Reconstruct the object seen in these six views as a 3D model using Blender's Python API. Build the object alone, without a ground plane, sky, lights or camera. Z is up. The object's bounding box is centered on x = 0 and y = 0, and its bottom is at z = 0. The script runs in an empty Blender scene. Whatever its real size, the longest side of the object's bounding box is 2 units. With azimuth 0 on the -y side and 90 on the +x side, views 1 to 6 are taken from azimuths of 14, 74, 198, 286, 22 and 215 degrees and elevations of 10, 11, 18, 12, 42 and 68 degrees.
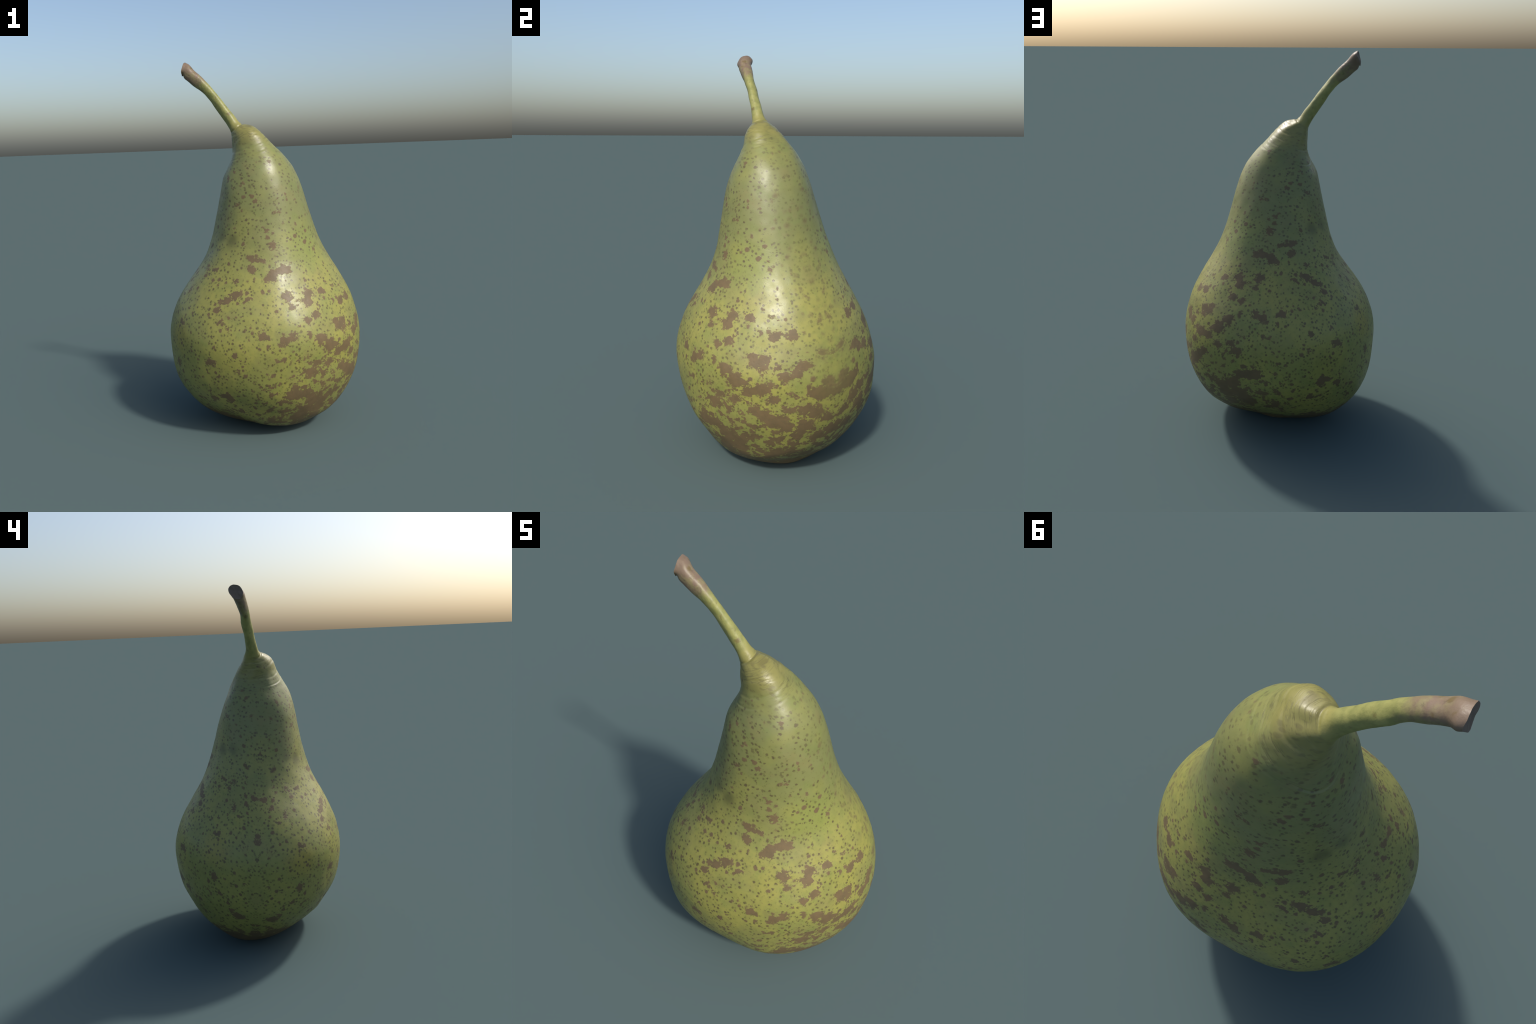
"""A ripe green pear with brown russet patches and a slanting woody stalk.

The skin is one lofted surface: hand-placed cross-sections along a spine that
runs from the calyx end, up through the belly and the leaning neck, into the
stalk.  It is then cut into the fruit, the stalk and the cut stalk end.
"""
import bpy
import math
import numpy as np
from mathutils import Vector, noise

# ------------------------------------------------------------------ sections
# lean of the spine towards -x in degrees | centre x, y, z | tilt of the section
# plane along its two axes | mean radius | cosine and sine of the 2nd, 3rd ...
# harmonic of the radius (oval, rounded triangle, rounded square ...)
BODY_SECTIONS = [
    (0, 0.077, 0.006, 0, 0, 0, 0, 0, 0, 0, 0, 0, 0, 0, 0, 0, 0),
    (0, 0.047, 0, 0.008, 0, 0, 0.139, 0.029, -0.006, -0.004, 0.003, 0.007, 0.002, 0, 0.001, 0.007, 0),
    (0, 0.016, -0.007, 0.030, 0.003, 0, 0.229, 0.049, -0.010, -0.011, 0.003, 0.006, 0.003, -0.005, 0.004, 0.002, -0.002),
    (0, 0.004, -0.012, 0.066, 0.003, 0.004, 0.291, 0.051, -0.008, -0.020, 0.009, 0, 0.003, -0.002, 0, 0, -0.002),
    (0, 0.001, -0.010, 0.116, 0.001, 0.003, 0.355, 0.046, -0.005, -0.013, 0.007, -0.001, 0.001, 0, -0.003, -0.002, -0.003),
    (0, -0.002, -0.002, 0.180, 0.002, 0.003, 0.413, 0.040, 0.002, -0.008, 0.003, -0.003, -0.001, 0.002, -0.001, 0.002, -0.003),
    (0, -0.004, 0, 0.260, 0.002, 0.003, 0.462, 0.031, 0.006, -0.006, 0, -0.003, -0.001, 0.003, 0, 0.003, -0.003),
    (0, -0.004, 0.002, 0.350, 0.002, 0.002, 0.495, 0.026, 0.007, -0.003, 0, -0.003, -0.002, 0.003, -0.001, 0.002, -0.002),
    (0, -0.004, 0.001, 0.451, 0.001, 0.001, 0.508, 0.023, 0.007, 0, 0.002, -0.004, -0.001, 0.003, -0.002, 0.002, 0),
    (0, -0.005, 0, 0.549, 0, 0.001, 0.509, 0.022, 0.005, 0.002, 0.003, -0.006, -0.001, 0.003, -0.002, 0.002, 0.002),
    (0, -0.006, 0.001, 0.649, -0.001, 0, 0.487, 0.021, 0.004, 0.003, 0.005, -0.007, 0.001, 0.004, -0.001, 0.002, 0.003),
    (0, -0.001, 0.002, 0.748, 0, 0, 0.446, 0.019, 0.005, 0.004, 0.005, -0.005, 0.002, 0.004, -0.002, 0.001, 0.002),
    (0, 0.008, 0.001, 0.849, 0.001, 0, 0.386, 0.015, 0.005, 0.003, 0.005, -0.003, 0.002, 0.004, -0.002, 0.001, 0.001),
    (0, 0.014, -0.002, 0.949, 0.001, 0.001, 0.328, 0.010, 0.004, 0.001, 0.004, -0.002, 0, 0.003, 0, 0.001, 0.001),
    (0, 0.014, -0.008, 1.050, 0.002, 0.001, 0.287, 0.007, 0.001, 0, 0.002, -0.001, 0, 0.001, 0.001, 0.001, 0),
    (0, 0.012, -0.016, 1.151, 0.002, 0.001, 0.258, 0.006, 0, 0.001, 0.001, -0.001, -0.001, 0, 0.001, 0.001, 0),
    (0, 0.009, -0.022, 1.251, 0.002, 0.001, 0.234, 0.005, -0.001, 0.001, 0.002, -0.002, -0.001, 0, 0.002, 0, 0),
    (5, 0.001, -0.028, 1.341, 0.002, 0.001, 0.211, 0.004, -0.001, 0.001, 0.003, -0.002, -0.001, 0.001, 0.002, 0, 0),
    (10, -0.011, -0.031, 1.422, 0.002, 0.001, 0.181, 0.003, -0.001, -0.001, 0.002, -0.002, -0.001, 0.002, 0.001, -0.001, 0),
    (18, -0.028, -0.030, 1.490, 0, 0.001, 0.141, -0.002, -0.004, -0.002, 0.001, -0.002, -0.002, 0.001, 0.001, -0.001, 0),
    (24, -0.043, -0.036, 1.549, 0, 0.001, 0.108, -0.003, -0.008, -0.002, 0, -0.002, -0.001, -0.001, 0, 0, -0.001),
    (27, -0.063, -0.044, 1.599, -0.001, 0, 0.083, -0.002, -0.006, -0.001, 0, -0.002, 0, 0.001, -0.001, 0, 0.001),
    (30, -0.090, -0.042, 1.631, -0.003, 0, 0.056, -0.002, -0.003, 0.001, 0, 0, 0, 0.002, 0, 0, 0.001),
]
STALK_SECTIONS = [
    (33, -0.116, -0.041, 1.651, -0.002, 0, 0.037, -0.003, -0.002, 0, 0),
    (35, -0.136, -0.045, 1.680, 0, 0, 0.031, 0, -0.002, 0, 0.001),
    (36, -0.167, -0.047, 1.725, 0, 0, 0.028, 0.001, -0.001, -0.001, 0),
    (38, -0.199, -0.049, 1.771, 0, 0, 0.026, 0.001, -0.002, -0.001, 0),
    (40, -0.236, -0.051, 1.820, 0, 0, 0.025, 0, -0.002, 0, -0.001),
    (43, -0.270, -0.055, 1.860, 0, 0, 0.026, 0.001, 0, -0.001, -0.001),
    (46, -0.306, -0.056, 1.895, 0, 0, 0.030, 0.002, 0.001, -0.002, -0.001),
    (48, -0.340, -0.057, 1.925, 0, 0.001, 0.031, 0.001, 0.002, -0.002, -0.001),
    (54, -0.362, -0.056, 1.946, 0, 0, 0.033, 0.001, 0.002, -0.002, -0.001),
    (66, -0.377, -0.050, 1.960, 0, 0, 0.038),
    (78, -0.389, -0.050, 1.967, 0, 0.001, 0.037),
]
# russet patches: bearing (degrees), height (cm), radius (mm); the scan carries
# the same skin pattern on its front and back halves
RUSSET_PATCHES = [
    (-58, 121.1, 14), (-66, 103.8, 18), (-88, 97.1, 18), (-81, 96.4, 8), (-76, 95.6, 13), (-87,
    92.5, 18), (-69, 89.6, 27), (-63, 91.8, 24), (-57, 91.8, 22), (-75, 86.3, 13), (-99, 87.1, 13),
    (-97, 80.7, 18), (-103, 77.9, 19), (-109, 77.4, 13), (-91, 76.9, 13), (-87, 78.4, 11), (-110,
    72.3, 20), (-133, 87.6, 13), (-133, 91.0, 8), (-123, 91.3, 10), (-60, 79.3, 25), (-58, 74.5,
    14), (-53, 77.0, 11), (-44, 78.9, 25), (-46, 75.8, 25), (-32, 79.4, 21), (-15, 73.3, 16), (-6,
    73.0, 12), (-105, 124.7, 8), (-84, 126.3, 8), (-73, 111.4, 8), (-65, 109.4, 9), (-43, 68.8, 22),
    (-41, 72.2, 11), (-50, 67.4, 16), (-78, 61.1, 22), (-65, 58.4, 22), (-60, 60.2, 20), (-68, 56.5,
    11), (-42, 57.4, 26), (-36, 53.6, 32), (-28, 49.2, 29), (-22, 63.0, 23), (-22, 60.3, 14), (-50,
    61.5, 12), (-37, 44.3, 17), (-46, 44.2, 20), (-49, 41.2, 24), (-52, 48.9, 11), (-51, 38.9, 11),
    (-68, 48.6, 12), (-95, 52.0, 14), (-111, 46.6, 20), (-94, 42.2, 9), (-106, 67.3, 14), (-101,
    64.9, 9), (-141, 41.7, 8), (-136, 63.6, 9), (-134, 71.9, 9), (-61, 28.8, 28), (-54, 28.7, 25),
    (-45, 23.5, 32), (-37, 22.4, 30), (-53, 33.1, 14), (-48, 18.0, 36), (-52, 13.4, 36), (-37, 16.8,
    26), (-103, 25.7, 23), (-107, 27.0, 18), (-116, 24.3, 16), (-129, 23.6, 13), (-99, 16.8, 20),
    (-85, 15.5, 14), (-75, 19.8, 12), (-65, 18.5, 16), (-73, 10.9, 23), (-23, 50.1, 27), (-18, 52.1,
    19), (-25, 62.5, 25), (-29, 64.2, 15), (-23, 60.0, 19), (-32, 80.0, 18), (-16, 73.0, 20), (-7,
    73.2, 19), (-24, 73.9, 11), (-18, 80.5, 10), (-2, 60.3, 22), (-5, 57.3, 19), (-11, 55.8, 19),
    (-15, 59.8, 14), (8, 65.7, 18), (13, 65.0, 12), (10, 78.4, 14), (5, 87.8, 14), (11, 53.2, 25),
    (8, 47.8, 36), (3, 48.6, 22), (15, 47.7, 25), (-21, 37.4, 27), (-15, 35.0, 33), (-26, 40.0, 19),
    (-9, 41.3, 19), (-11, 32.2, 25), (-1, 40.7, 25), (4, 38.7, 28), (-1, 32.9, 25), (-4, 27.5, 18),
    (12, 35.2, 20), (-17, 45.9, 17), (-36, 44.0, 17), (-51, 28.5, 18), (-56, 29.9, 16), (-29, 24.8,
    16), (-14, 16.8, 29), (-6, 17.0, 26), (8, 25.4, 26), (17, 27.7, 26), (-164, 68.8, 16), (-132,
    87.7, 14), (-124, 91.1, 10), (-135, 92.4, 7), (-146, 94.0, 7), (-98, 80.0, 17), (-109, 71.9,
    14), (-158, 87.6, 13), (-153, 83.6, 11), (-143, 82.3, 7), (-144, 78.6, 6), (-136, 63.6, 9),
    (-140, 41.9, 15), (-135, 32.6, 14), (-145, 32.6, 8), (-157, 24.4, 22), (-152, 26.4, 12)
]
# broken-off stalk end: outline of the torn face and of the knob just behind it,
# as (direction in degrees, radius in metres) round the stalk
KNOB_OUTLINE = [(0, 0.034), (35, 0.038), (62, 0.044), (85, 0.039), (110, 0.029), (150, 0.029), (200, 0.033),
                (225, 0.036), (260, 0.037), (305, 0.033)]
FACE_OUTLINE = [(0, 0.033), (35, 0.0405), (66, 0.045), (78, 0.041), (98, 0.029), (130, 0.030), (165, 0.033),
                (213, 0.044), (230, 0.039), (252, 0.041), (280, 0.033), (320, 0.031)]
AROUND = 400          # vertices per ring
STEPS = 20            # rings between two sections

# mirror plane of the skin pattern  (normal . p = offset), folded along FOLD_DIR
FOLD_NORMAL = (-0.2652, 1.0, 0.0695)
FOLD_OFFSET = 0.0417
FOLD_DIR = (-0.2683, 0.9479, 0.1716)


# ------------------------------------------------------------------ the loft
def natural_spline(count, ts):
    a = np.zeros((count, count))
    b = np.zeros((count, count))
    a[0, 0] = a[-1, -1] = 1.0
    for i in range(1, count - 1):
        a[i, i - 1:i + 2] = (1, 4, 1)
        b[i, i - 1:i + 2] = (6, -12, 6)
    m = np.linalg.solve(a, b)
    w = np.zeros((len(ts), count))
    for k, x in enumerate(ts):
        i = min(int(x), count - 2)
        u = x - i
        v = 1.0 - u
        w[k, i] += v
        w[k, i + 1] += u
        w[k] += (v ** 3 - v) / 6 * m[i] + (u ** 3 - u) / 6 * m[i + 1]
    return w


sections = BODY_SECTIONS + STALK_SECTIONS
n_body = len(BODY_SECTIONS)
n_sec = len(sections)
phi = np.arange(AROUND) * 2 * math.pi / AROUND
cphi, sphi = np.cos(phi), np.sin(phi)
rings = []
for lean, cx, cy, cz, ta, tb, r0, *harmonics in sections:
    ln = math.radians(lean)
    axis = np.array([-math.sin(ln), 0, math.cos(ln)])
    e1 = np.array([math.cos(ln), 0, math.sin(ln)])
    e2 = np.array([0, 1.0, 0])
    rad = np.full(AROUND, float(r0))
    for h in range(len(harmonics) // 2):
        rad += harmonics[2 * h] * np.cos((h + 2) * phi) + harmonics[2 * h + 1] * np.sin((h + 2) * phi)
    outline = {n_sec - 2: KNOB_OUTLINE, n_sec - 1: FACE_OUTLINE}.get(len(rings))
    if outline:
        rad = np.interp(np.degrees(phi), *zip(*outline), period=360)
        for _ in range(6):
            rad = (np.roll(rad, 5) + rad + np.roll(rad, -5)) / 3
    ring = np.array([cx, cy, cz], float) + rad[:, None] * (cphi[:, None] * e1 + sphi[:, None] * e2)
    ring += (ta * cphi + tb * sphi)[:, None] * axis
    rings.append(ring)
rings = np.array(rings)
ts = np.linspace(0, n_sec - 1, (n_sec - 1) * STEPS + 1)
surf = np.einsum('fn,nmd->fmd', natural_spline(n_sec, ts), rings)


def grid_normals(v):
    du = np.roll(v, -1, 1) - np.roll(v, 1, 1)
    dv = np.gradient(v, axis=0)
    n = np.cross(du, dv)
    return n / (np.linalg.norm(n, axis=-1, keepdims=True) + 1e-12)


# ------------------------------------------------------------------ relief
nrm = grid_normals(surf)
smooth_surf = surf.copy()
rng = np.random.default_rng(7)
disp = np.zeros(surf.shape[:2])
T = ts[:, None] * np.ones((1, AROUND))
PH = phi[None, :] * np.ones((len(ts), 1))


def wobble(seed, amps=(0.09, 0.06, 0.04, 0.03)):
    g = np.random.default_rng(seed)
    out = np.zeros(AROUND)
    for k, a in enumerate(amps):
        out += a * np.cos((k + 1) * phi + g.uniform(0, 6.28))
    return out


def window(seed, sharp=1.6):
    g = np.random.default_rng(seed)
    w = 0.5 + sharp * sum(np.cos(k * phi + g.uniform(0, 6.28)) / k for k in (1, 2, 3, 5)) * 0.4
    return np.clip(w, 0, 1)


# puckered rings round the neck below the stalk
pucker = [(18.9, 0.0008, 0.05), (19.15, 0.0016, 0.06), (19.5, 0.0006, 0.05), (19.9, 0.0014, 0.09),
          (20.2, 0.0006, 0.06), (20.75, 0.0013, 0.10), (21.1, 0.0006, 0.08), (21.7, 0.0008, 0.12)]
for k, (tc, depth, wid) in enumerate(pucker):
    line = tc + 1.7 * wobble(40 + k)
    win = window(80 + k)
    d = (T - line[None, :]) / wid
    disp -= depth * win[None, :] * np.exp(-d * d)
    disp += 0.5 * depth * win[None, :] * np.exp(-((T - line[None, :] + 2 * wid) / (1.6 * wid)) ** 2)
# crease where the shoulder folds against the stalk
fold_win = np.clip(0.55 + 0.70 * np.cos(phi + 0.6), 0, 1)
line = 22.55 + 0.25 * np.cos(phi - 0.4)
disp -= 0.0048 * fold_win[None, :] * np.exp(-((T - line[None, :]) / 0.16) ** 2)

flat = surf.reshape(-1, 3)
lump = np.empty(len(flat))
for i, q in enumerate(flat):
    v = Vector(q)
    facet = noise.noise(Vector((q[0] * 11, q[1] * 11, q[2] * 2.5)))      # lengthwise facets
    lump[i] = 0.0011 * facet + 0.0013 * noise.noise(v * 9.0) + 0.0009 * noise.noise(v * 22.0)
lump = lump.reshape(disp.shape) * np.clip(T / 4, 0, 1)
crown = np.exp(-((T - 20.6) / 1.7) ** 2)              # the crown is dented and lumpy
disp += lump * (1.0 + 1.6 * crown)
# fibrous, knobbly stalk
stalk_in = np.clip((T - n_body) / 3.0, 0, 1)
knob = np.empty(len(flat))
lo = (n_body - 1) * STEPS * AROUND
knob[:] = 0
for i in range(lo, len(flat)):
    v = Vector(flat[i])
    knob[i] = 0.0014 * noise.noise(v * 24.0) + 0.0004 * noise.noise(v * 80.0)
disp += knob.reshape(disp.shape) * stalk_in
surf = surf + nrm * disp[..., None]

# stand it on the ground and bring the top of the stalk to two metres
surf[..., 2] -= surf[..., 2].min()
top = surf[..., 2].max()
stretch = np.clip((surf[..., 2] - 1.6) / 0.4, 0, 1)
surf[..., 2] += (2.0 - top) * stretch

# torn rim of the stalk end
rim_axis = np.array([-0.85, -0.12, 0.5])
for back in range(14):
    fade = (1.0 - back / 14.0) ** 2
    for kk in range(AROUND):
        v = Vector(surf[-1 - back, kk])
        chip = 0.0060 * noise.noise(v * 26.0) + 0.0012 * noise.noise(v * 80.0)
        surf[-1 - back, kk] += rim_axis * chip * fade
surf[..., 2] *= 2.0 / surf[..., 2].max()

# ------------------------------------------------------------------ mesh
n_ring = len(ts)
verts = surf.reshape(-1, 3)
end_ring = surf[-1]
end_mid = end_ring.mean(0)
pole = surf[0].mean(0)
end_axis = np.cross(end_ring[0] - end_mid, end_ring[AROUND // 4] - end_mid)
end_axis /= np.linalg.norm(end_axis)


def ring_faces(r0, r1):
    out = []
    for r in range(r0, r1):
        a, b = r * AROUND, (r + 1) * AROUND
        for k in range(AROUND):
            k2 = (k + 1) % AROUND
            out.append((a + k, a + k2, b + k2, b + k))
    return out


# whole-surface vertex normals, shared by the pieces so that no seam shows
whole_n = grid_normals(surf).reshape(-1, 3)
split = int(round(22.75 * STEPS))

pear = bpy.data.objects.new("pear", None)
bpy.context.scene.collection.objects.link(pear)
pear["label"] = "ripe green pear with brown russet patches and slanting stalk"
pear["category"] = "pear"


def piece(name, parent, faces, material, extra=None, extra_faces=(), use_whole=True):
    used = sorted({i for f in faces for i in f})
    remap = {v: i for i, v in enumerate(used)}
    vs = [tuple(verts[i]) for i in used]
    ns = [tuple(whole_n[i]) for i in used]
    fs = [tuple(remap[i] for i in f) for f in faces]
    me = bpy.data.meshes.new(name)
    me.from_pydata(vs, [], fs)
    me.polygons.foreach_set("use_smooth", [True] * len(fs))
    if use_whole:
        me.normals_split_custom_set_from_vertices(ns)
    me.materials.append(material)
    ob = bpy.data.objects.new(name, me)
    bpy.context.scene.collection.objects.link(ob)
    ob.parent = parent
    return ob


# ------------------------------------------------------------------ materials
class Graph:
    """Small helper for writing node trees as expressions."""

    def __init__(self, name):
        self.mat = bpy.data.materials.new(name)
        self.mat.use_nodes = True
        self.t = self.mat.node_tree
        self.t.nodes.clear()
        self.out = self.t.nodes.new("ShaderNodeOutputMaterial")
        self.bsdf = self.t.nodes.new("ShaderNodeBsdfPrincipled")
        self.t.links.new(self.bsdf.outputs[0], self.out.inputs[0])
        self.pos = self.t.nodes.new("ShaderNodeTexCoord").outputs["Object"]

    def put(self, sock, val):
        if hasattr(val, "is_output"):
            self.t.links.new(val, sock)
        else:
            if isinstance(val, tuple) and len(val) == 3 and sock.type == 'RGBA':
                val = val + (1.0,)
            sock.default_value = val

    def math(self, op, a, b=0.0, c=None, clamp=False):
        n = self.t.nodes.new("ShaderNodeMath")
        n.operation = op
        n.use_clamp = clamp
        self.put(n.inputs[0], a)
        self.put(n.inputs[1], b)
        if c is not None:
            self.put(n.inputs[2], c)
        return n.outputs[0]

    def vec(self, op, a, b=(0, 0, 0), scale=None):
        n = self.t.nodes.new("ShaderNodeVectorMath")
        n.operation = op
        self.put(n.inputs[0], a)
        if scale is not None:
            self.put(n.inputs["Scale"], scale)
        else:
            self.put(n.inputs[1], b)
        return n.outputs["Value"] if op in ('DOT_PRODUCT', 'DISTANCE', 'LENGTH') else n.outputs["Vector"]

    def noise(self, p, scale, detail=3.0, rough=0.55, color=False, stretch=None):
        if stretch is not None:
            p = self.vec('MULTIPLY', p, stretch)
        n = self.t.nodes.new("ShaderNodeTexNoise")
        self.put(n.inputs["Vector"], p)
        n.inputs["Scale"].default_value = scale
        n.inputs["Detail"].default_value = detail
        n.inputs["Roughness"].default_value = rough
        return n.outputs["Color"] if color else n.outputs["Fac"]

    def voronoi(self, p, scale, rand=1.0):
        n = self.t.nodes.new("ShaderNodeTexVoronoi")
        self.put(n.inputs["Vector"], p)
        n.inputs["Scale"].default_value = scale
        n.inputs["Randomness"].default_value = rand
        return n.outputs["Distance"], n.outputs["Color"]

    def ramp(self, f, lo, hi, a=0.0, b=1.0):
        n = self.t.nodes.new("ShaderNodeMapRange")
        n.interpolation_type = 'SMOOTHSTEP'
        for s, v in zip(("Value", "From Min", "From Max", "To Min", "To Max"), (f, lo, hi, a, b)):
            self.put(n.inputs[s], v)
        return n.outputs["Result"]

    def mix(self, f, a, b):
        n = self.t.nodes.new("ShaderNodeMix")
        n.data_type = 'RGBA'
        self.put(n.inputs[0], f)
        self.put(n.inputs[6], a)
        self.put(n.inputs[7], b)
        return n.outputs[2]

    def curve(self, f, zs, vals):
        n = self.t.nodes.new("ShaderNodeFloatCurve")
        c = n.mapping.curves[0]
        while len(c.points) < len(zs):
            c.points.new(0.5, 0.5)
        for pt, a, v in zip(sorted(c.points, key=lambda q: q.location[0]), zs, vals):
            pt.location = (a * 0.5, v)
            pt.handle_type = 'VECTOR'
        n.mapping.update()
        self.put(n.inputs["Value"], f)
        return n.outputs[0]

    def bump(self, h, strength, dist, normal=None):
        n = self.t.nodes.new("ShaderNodeBump")
        n.inputs["Strength"].default_value = strength
        n.inputs["Distance"].default_value = dist
        self.put(n.inputs["Height"], h)
        if normal is not None:
            self.t.links.new(normal, n.inputs["Normal"])
        return n.outputs[0]

    def scaled_offset(self, p, color, amp):
        """p + amp * (colour - 0.5)"""
        return self.vec('ADD', p, self.vec('SCALE', self.vec('SUBTRACT', color, (0.5, 0.5, 0.5)), scale=amp))


def surface_point(bearing, height):
    """Point of the smooth skin at a bearing and height (body only)."""
    k = int(np.argmin(np.abs(smooth_surf[:n_body * STEPS - 3 * STEPS, :, 2].mean(1) - height)))
    band = smooth_surf[max(k - 14, 0):k + 15].reshape(-1, 3)
    ang = math.radians(bearing)
    da = np.angle(np.exp(1j * (np.arctan2(band[:, 1], band[:, 0]) - ang)))
    rad = np.hypot(band[:, 0], band[:, 1])
    j = int(np.argmin((da * rad) ** 2 + (band[:, 2] - height) ** 2))
    return band[j]


# a surface of revolution close to the pear; the skin pattern lives on it, so that
# every patch reaches the surface wherever the real section bulges or leans
Z_KNOTS = [0.0] + [row[3] for row in BODY_SECTIONS[1:]] + [2.0]
R_KNOTS = [0.05] + [row[6] for row in BODY_SECTIONS[1:]] + [0.04]
X_KNOTS = [0.0 if row[3] < 1.2 else row[1] for row in BODY_SECTIONS] + [-0.4]


def chart_point(q):
    x = q[0] - np.interp(q[2], Z_KNOTS, X_KNOTS)
    y = q[1] + 0.01
    r = np.interp(q[2], Z_KNOTS, R_KNOTS) / math.hypot(x, y)
    return (float(x * r), float(y * r), float(q[2]))


def skin_material():
    g = Graph("pear_skin")
    p = g.pos
    z = g.t.nodes.new("ShaderNodeSeparateXYZ")
    g.put(z.inputs[0], p)
    px, py, pz = z.outputs
    # fold the back half onto the front half
    side = g.math('SUBTRACT', g.vec('DOT_PRODUCT', p, FOLD_NORMAL), FOLD_OFFSET)
    over = g.math('MAXIMUM', side, 0.0)
    k = 2.0 / sum(a * b for a, b in zip(FOLD_NORMAL, FOLD_DIR))
    q = g.vec('SUBTRACT', p, g.vec('SCALE', FOLD_DIR, scale=g.math('MULTIPLY', over, k)))
    s = g.t.nodes.new("ShaderNodeSeparateXYZ")
    g.put(s.inputs[0], q)
    half = g.math('MULTIPLY', s.outputs[2], 0.5)
    ax = g.math('SUBTRACT', s.outputs[0], g.math('SUBTRACT', g.curve(half, Z_KNOTS, [v + 0.5 for v in X_KNOTS]), 0.5))
    ay = g.math('ADD', s.outputs[1], 0.01)
    reach = g.math('SQRT', g.math('ADD', g.math('MULTIPLY', ax, ax), g.math('MULTIPLY', ay, ay)))
    r = g.math('DIVIDE', g.curve(half, Z_KNOTS, R_KNOTS), g.math('MAXIMUM', reach, 0.005))
    comb = g.t.nodes.new("ShaderNodeCombineXYZ")
    g.put(comb.inputs[0], g.math('MULTIPLY', ax, r))
    g.put(comb.inputs[1], g.math('MULTIPLY', ay, r))
    g.put(comb.inputs[2], s.outputs[2])
    q = comb.outputs[0]
    # the right-hand seam is smeared
    near = g.ramp(g.math('ABSOLUTE', side), 0.02, 0.20, 1.0, 0.0)
    smear = g.math('MULTIPLY', near, g.ramp(px, 0.05, 0.25))
    smear = g.math('MULTIPLY', smear, g.ramp(pz, 0.25, 0.65))

    # ragged outlines
    w = g.scaled_offset(q, g.noise(q, 24, 2, color=True), 0.026)
    ragged = g.math('SUBTRACT', g.noise(g.vec('MULTIPLY', q, (1, 1, 1.3)), 30, 5, 0.72), 0.525)

    # --- russet: placed patches
    wide = g.vec('MULTIPLY', w, (1.0, 1.0, 1.25))      # patches lie wider than high
    field = None
    for bearing, height, size in RUSSET_PATCHES:
        x, y, z3 = chart_point(surface_point(bearing, height * 0.01))
        f = g.math('SUBTRACT', size * 0.00115 + (0.0065 if size > 15 else 0.003), g.vec('DISTANCE', wide, (x, y, z3 * 1.25)))
        field = f if field is None else g.math('SMOOTH_MAX', field, f, 0.022)
    field = g.math('MULTIPLY_ADD', ragged, 0.115, field)
    fray = g.math('SUBTRACT', g.noise(q, 100, 3, 0.6), 0.5)
    field = g.math('MULTIPLY_ADD', fray, 0.020, field)
    # --- russet: the calyx end, breaking up into streaks
    low = g.math('ADD', pz, g.math('MULTIPLY', g.math('SUBTRACT', g.noise(q, 9, 4, 0.6), 0.5), 0.30))
    low = g.math('ADD', low, g.ramp(px, -0.30, 0.05, -0.055, 0.0))
    base = g.math('MULTIPLY', g.math('SUBTRACT', 0.092, low), 0.35)
    base = g.math('MULTIPLY_ADD', ragged, 0.10, base)
    field = g.math('MAXIMUM', field, base)
    # --- russet: flecks and netting, thickest on the lower right of the belly
    sq = g.t.nodes.new("ShaderNodeSeparateXYZ")
    g.put(sq.inputs[0], q)
    rich = g.math('MULTIPLY', g.ramp(pz, 0.20, 0.72, 1.0, 0.0), g.ramp(sq.outputs[0], -0.05, 0.34))
    belt = rich
    rich = g.math('MULTIPLY_ADD', rich, 0.14, g.ramp(pz, 0.25, 1.05, 0.0, -0.10))
    fleck = g.noise(g.vec('MULTIPLY', w, (1, 1, 1.25)), 26, 4, 0.60)
    clump = g.math('MULTIPLY', g.math('SUBTRACT', g.noise(q, 6, 2), 0.5), 0.22)
    fleck = g.math('ADD', g.math('ADD', fleck, rich), clump)
    fleck = g.math('MULTIPLY', g.math('SUBTRACT', fleck, 0.635), 0.12)
    field = g.math('MULTIPLY_ADD', belt, 0.006, field)
    field = g.math('SMOOTH_MAX', field, fleck, 0.006)
    # single specks, a little larger than the dots
    ws = g.scaled_offset(q, g.noise(q, 80, 3, 0.6, color=True), 0.020)
    d3, c3 = g.voronoi(g.vec('ADD', ws, (0.7, 2.3, 5.1)), 24)
    k3 = g.t.nodes.new("ShaderNodeSeparateColor")
    g.put(k3.inputs[0], c3)
    speck = g.math('SUBTRACT', g.math('MULTIPLY', k3.outputs[0], 0.31), d3)
    speck = g.math('MULTIPLY', speck, 1.0 / 24)
    speck = g.math('ADD', speck, g.ramp(pz, 1.25, 1.45, 0.0, -0.004))
    field = g.math('MAXIMUM', field, speck)
    soft = g.ramp(smear, 0.0, 1.0, 0.0030, 0.012)
    russet = g.ramp(field, g.math('MULTIPLY', soft, -1.0), soft)
    russet = g.math('MULTIPLY', russet, g.ramp(smear, 0.0, 1.0, 1.0, 0.75))

    # --- lenticel dots with greenish halos
    wd = g.scaled_offset(q, g.noise(q, 90, 2, color=True), 0.012)
    d1, c1 = g.voronoi(wd, 52)
    keep = g.t.nodes.new("ShaderNodeSeparateColor")
    g.put(keep.inputs[0], c1)
    size = g.math('MULTIPLY_ADD', keep.outputs[0], 0.23, 0.18)
    dots = g.ramp(d1, g.math('MULTIPLY', size, 0.55), g.math('MULTIPLY', size, 1.25), 1.0, 0.0)
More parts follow.
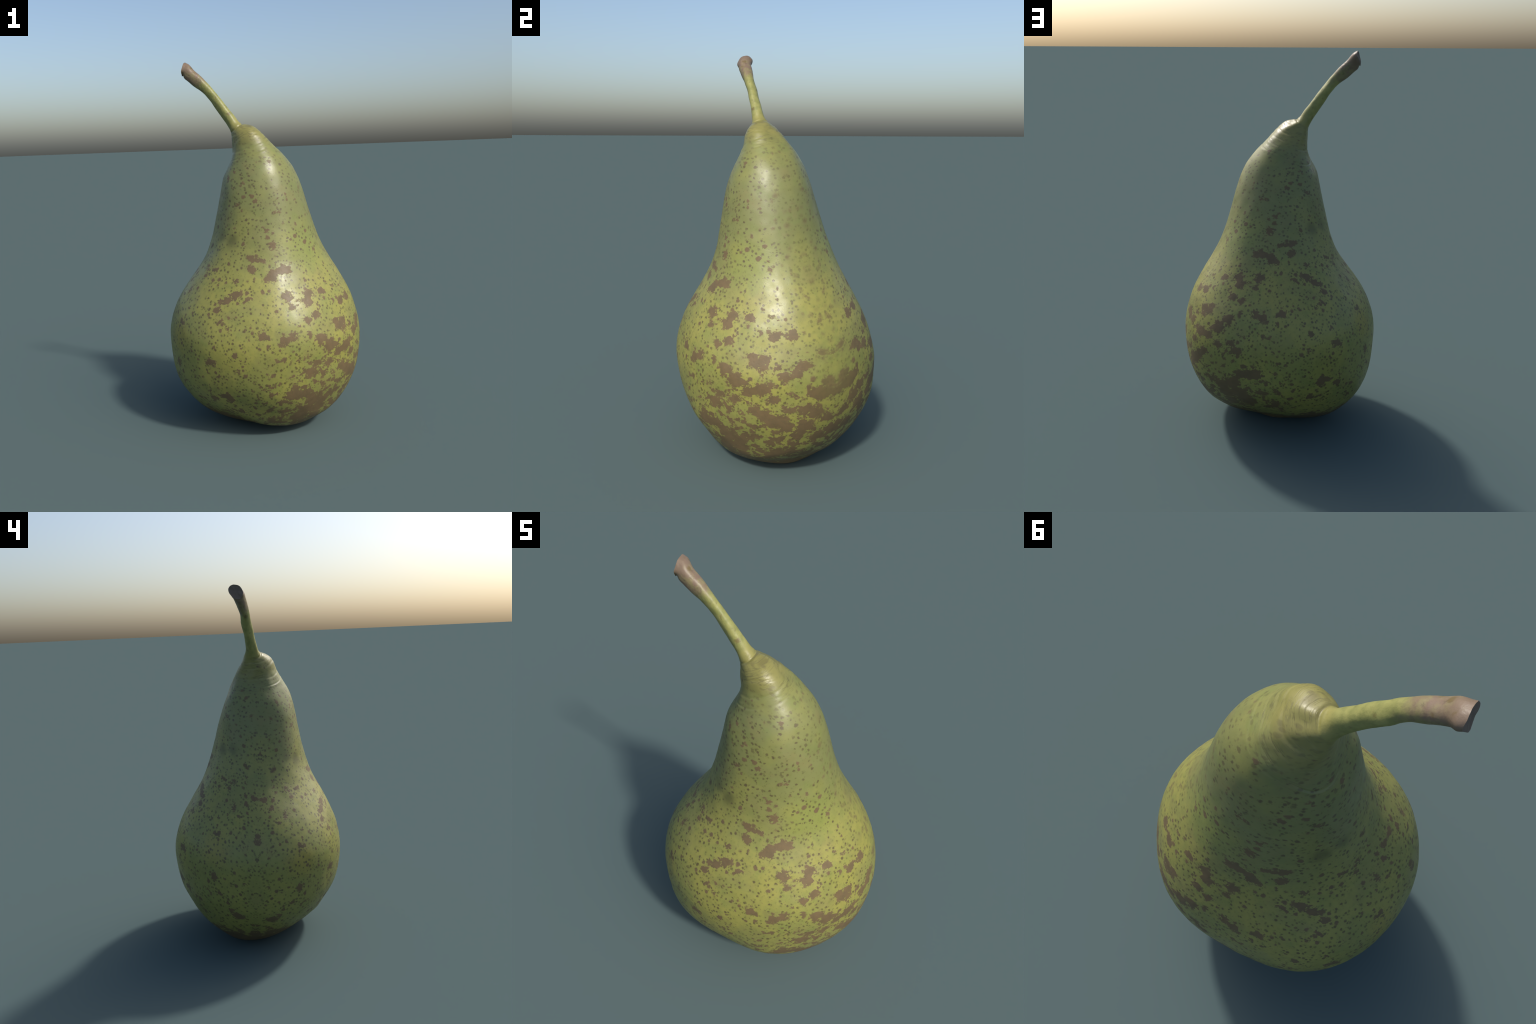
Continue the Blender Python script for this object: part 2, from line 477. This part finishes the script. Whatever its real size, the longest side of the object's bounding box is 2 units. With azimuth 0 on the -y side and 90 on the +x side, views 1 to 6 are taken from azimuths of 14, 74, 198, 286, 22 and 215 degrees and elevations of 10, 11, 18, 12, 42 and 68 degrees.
    halo = g.ramp(d1, 0.10, 0.55, 1.0, 0.0)
    dots = g.math('MULTIPLY', dots, g.ramp(keep.outputs[1], 0.0, 0.5, 0.6, 1.0))
    d2, c2 = g.voronoi(g.vec('ADD', wd, (3.1, 1.7, 0.4)), 75)
    tiny = g.ramp(d2, 0.10, 0.24, 0.45, 0.0)
    dots = g.math('MAXIMUM', dots, tiny)
    dots = g.math('MULTIPLY', dots, g.ramp(pz, 1.42, 1.56, 1.0, 0.4))
    dots = g.math('MULTIPLY', dots, g.ramp(smear, 0.0, 1.0, 1.0, 0.5))

    # --- ground colour
    n1 = g.noise(q, 4.5, 3)
    n2 = g.noise(q, 14, 3)
    yellow = (0.246, 0.237, 0.056)
    olive = (0.205, 0.212, 0.056)
    green = (0.140, 0.180, 0.045)
    greygreen = (0.158, 0.170, 0.058)
    neck = g.ramp(pz, 0.75, 1.30)
    col = g.mix(g.ramp(n1, 0.40, 0.62), yellow, olive)
    col = g.mix(g.math('MULTIPLY', neck, g.ramp(n1, 0.35, 0.6, 0.55, 1.0)), col, greygreen)
    col = g.mix(g.ramp(n2, 0.50, 0.72, 0.0, 0.36), col, green)
    # tan staining
    stain = g.math('MULTIPLY', g.ramp(g.noise(q, 9, 4, 0.65), 0.50, 0.72), 0.38)
    col = g.mix(stain, col, (0.200, 0.160, 0.060))
    mott = g.ramp(g.noise(q, 40, 3, 0.6), 0.40, 0.70, 0.0, 0.22)
    col = g.mix(mott, col, (0.135, 0.140, 0.042))
    # a greener cheek on the right shoulder, and olive smudges
    for c, rr, tint, amt in (((0.27, -0.17, 1.02), 0.19, (0.165, 0.205, 0.048), 0.55),
                             ((-0.10, -0.268, 1.06), 0.055, (0.085, 0.085, 0.028), 0.75),
                             ((-0.16, -0.225, 1.085), 0.045, (0.085, 0.085, 0.035), 0.6),
                             ((-0.36, -0.31, 0.56), 0.13, (0.27, 0.215, 0.035), 0.55)):
        m = g.ramp(g.vec('DISTANCE', w, c), rr * 0.15, rr, amt, 0.0)
        col = g.mix(m, col, tint)
    # skin of the pucker: brownish yellow
    tip = g.ramp(g.math('ADD', pz, g.math('MULTIPLY', px, -0.45)), 1.52, 1.62)
    col = g.mix(g.math('MULTIPLY', tip, 0.55), col, (0.225, 0.195, 0.055))
    col = g.mix(g.math('MULTIPLY', halo, g.ramp(pz, 1.3, 1.5, 0.42, 0.1)), col, (0.125, 0.150, 0.032))
    col = g.mix(g.math('MULTIPLY', dots, 0.85), col, (0.080, 0.056, 0.028))
    # fine wrinkle lines round the pucker, darkened in the skin colour
    ax = g.math('ADD', g.math('MULTIPLY', pz, 0.9), g.math('MULTIPLY', px, -0.44))
    sc = g.t.nodes.new("ShaderNodeCombineXYZ")
    g.put(sc.inputs[0], g.math('MULTIPLY', px, 3.0))
    g.put(sc.inputs[1], g.math('MULTIPLY', py, 3.0))
    g.put(sc.inputs[2], g.math('MULTIPLY', ax, 55.0))
    wr = g.noise(sc.outputs[0], 2.4, 3, 0.6)
    zone = g.math('MULTIPLY', g.ramp(ax, 1.33, 1.38), g.ramp(ax, 1.55, 1.50))
    line = g.ramp(g.math('ABSOLUTE', g.math('SUBTRACT', wr, 0.5)), 0.0, 0.030, 1.0, 0.0)
    line = g.math('MULTIPLY', line, g.ramp(g.noise(p, 11, 2), 0.42, 0.58))
    dark_wrinkle = g.math('MULTIPLY', g.math('MAXIMUM', line, g.ramp(wr, 0.60, 0.74, 0.0, 0.6)), zone)
    col = g.mix(g.math('MULTIPLY', dark_wrinkle, 0.75), col, (0.105, 0.095, 0.035))

    rn = g.noise(q, 28, 4, 0.6)
    rus = g.mix(g.ramp(rn, 0.35, 0.65), (0.114, 0.085, 0.042), (0.134, 0.096, 0.047))
    rus = g.mix(g.ramp(g.noise(q, 160, 2), 0.45, 0.75, 0.0, 0.5), rus, (0.150, 0.094, 0.043))
    col = g.mix(russet, col, rus)
    g.put(g.bsdf.inputs["Base Color"], col)
    rough = g.ramp(g.noise(q, 12, 3), 0.35, 0.65, 0.37, 0.47)
    rough = g.math('MULTIPLY_ADD', russet, 0.08, rough)
    g.put(g.bsdf.inputs["Roughness"], rough)
    g.put(g.bsdf.inputs["Specular IOR Level"], g.ramp(russet, 0, 1, 0.5, 0.35))
    h = g.math('ADD', g.math('MULTIPLY', g.noise(p, 180, 3), 0.6), g.math('MULTIPLY', russet, 0.8))
    h = g.math('SUBTRACT', h, g.math('MULTIPLY', dots, 0.5))
    h = g.math('SUBTRACT', h, g.math('MULTIPLY', dark_wrinkle, 1.5))
    g.put(g.bsdf.inputs["Normal"], g.bump(h, 0.25, 0.0015))
    return g.mat


def stalk_material():
    g = Graph("pear_stalk")
    p = g.pos
    s = g.vec('DOT_PRODUCT', p, (-0.64, 0.0, 0.77))    # distance along the stalk
    s = g.math('ADD', s, g.math('MULTIPLY', g.math('SUBTRACT', g.noise(p, 26, 3), 0.5), 0.16))
    col = g.mix(g.ramp(g.noise(p, 30, 3), 0.35, 0.7), (0.262, 0.260, 0.084), (0.185, 0.195, 0.060))
    wood = g.mix(g.ramp(g.noise(p, 40, 4, 0.65), 0.35, 0.65), (0.165, 0.115, 0.080), (0.200, 0.170, 0.085))
    wood = g.mix(g.ramp(g.noise(p, 55, 3), 0.55, 0.75), wood, (0.105, 0.080, 0.055))
    browned = g.ramp(s, 1.57, 1.68)
    tipm = g.ramp(s, 1.70, 1.76)
    wood = g.mix(tipm, wood, (0.165, 0.118, 0.080))
    col = g.mix(browned, col, wood)
    d, c = g.voronoi(g.scaled_offset(p, g.noise(p, 60, 2, color=True), 0.03), 20)
    col = g.mix(g.ramp(d, 0.12, 0.30, 0.75, 0.0), col, (0.12, 0.085, 0.03))
    root = g.ramp(g.vec('DISTANCE', p, (-0.085, -0.045, 1.63)), 0.04, 0.10, 0.6, 0.0)
    col = g.mix(root, col, (0.22, 0.195, 0.055))
    g.put(g.bsdf.inputs["Base Color"], col)
    g.put(g.bsdf.inputs["Roughness"], 0.45)
    g.put(g.bsdf.inputs["Specular IOR Level"], 0.4)
    h = g.math('ADD', g.noise(p, 120, 3), g.noise(g.vec('MULTIPLY', p, (1, 1, 1)), 45, 3))
    g.put(g.bsdf.inputs["Normal"], g.bump(h, 0.35, 0.002))
    return g.mat


def cut_material():
    g = Graph("stalk_cut")
    p = g.pos
    col = g.mix(g.ramp(g.noise(p, 60, 4, 0.6), 0.35, 0.7), (0.130, 0.098, 0.072), (0.165, 0.120, 0.088))
    g.put(g.bsdf.inputs["Base Color"], col)
    g.put(g.bsdf.inputs["Roughness"], 0.75)
    g.put(g.bsdf.inputs["Normal"], g.bump(g.noise(p, 90, 3), 0.5, 0.003))
    return g.mat


# ------------------------------------------------------------------ assembly
skin, stalk_mat, cut_mat = skin_material(), stalk_material(), cut_material()
fruit = piece("fruit", pear, ring_faces(1, split), skin)
stalk = piece("stalk", pear, ring_faces(split, n_ring - 1), stalk_mat)

# close the base with a small fan
me = fruit.data
import bmesh
bm = bmesh.new()
bm.from_mesh(me)
bm.verts.ensure_lookup_table()
first = list(range(AROUND))
bm.faces.new([bm.verts[i] for i in reversed(first)]).smooth = True
bm.to_mesh(me)
bm.free()

# the cut end: a shallow dish inside the last ring
dish_v, dish_f = [], []
LEVELS = 6
for lv in range(LEVELS):
    s = 1.0 - lv / LEVELS
    sink = 0.005 * (1 - s ** 2)
    for kk in range(0, AROUND, 4):
        q = end_mid + (end_ring[kk] - end_mid) * s - end_axis * sink
        if lv:
            q = q + end_axis * 0.0045 * noise.noise(Vector(q) * 55)
        dish_v.append(tuple(q))
m4 = AROUND // 4
for lv in range(LEVELS - 1):
    for kk in range(m4):
        k2 = (kk + 1) % m4
        dish_f.append((lv * m4 + kk, lv * m4 + k2, (lv + 1) * m4 + k2, (lv + 1) * m4 + kk))
dish_f.append(tuple((LEVELS - 1) * m4 + kk for kk in range(m4)))
cm = bpy.data.meshes.new("cut_end")
cm.from_pydata(dish_v, [], dish_f)
cm.polygons.foreach_set("use_smooth", [True] * len(dish_f))
cm.materials.append(cut_mat)
cut = bpy.data.objects.new("cut_end", cm)
bpy.context.scene.collection.objects.link(cut)
cut.parent = stalk
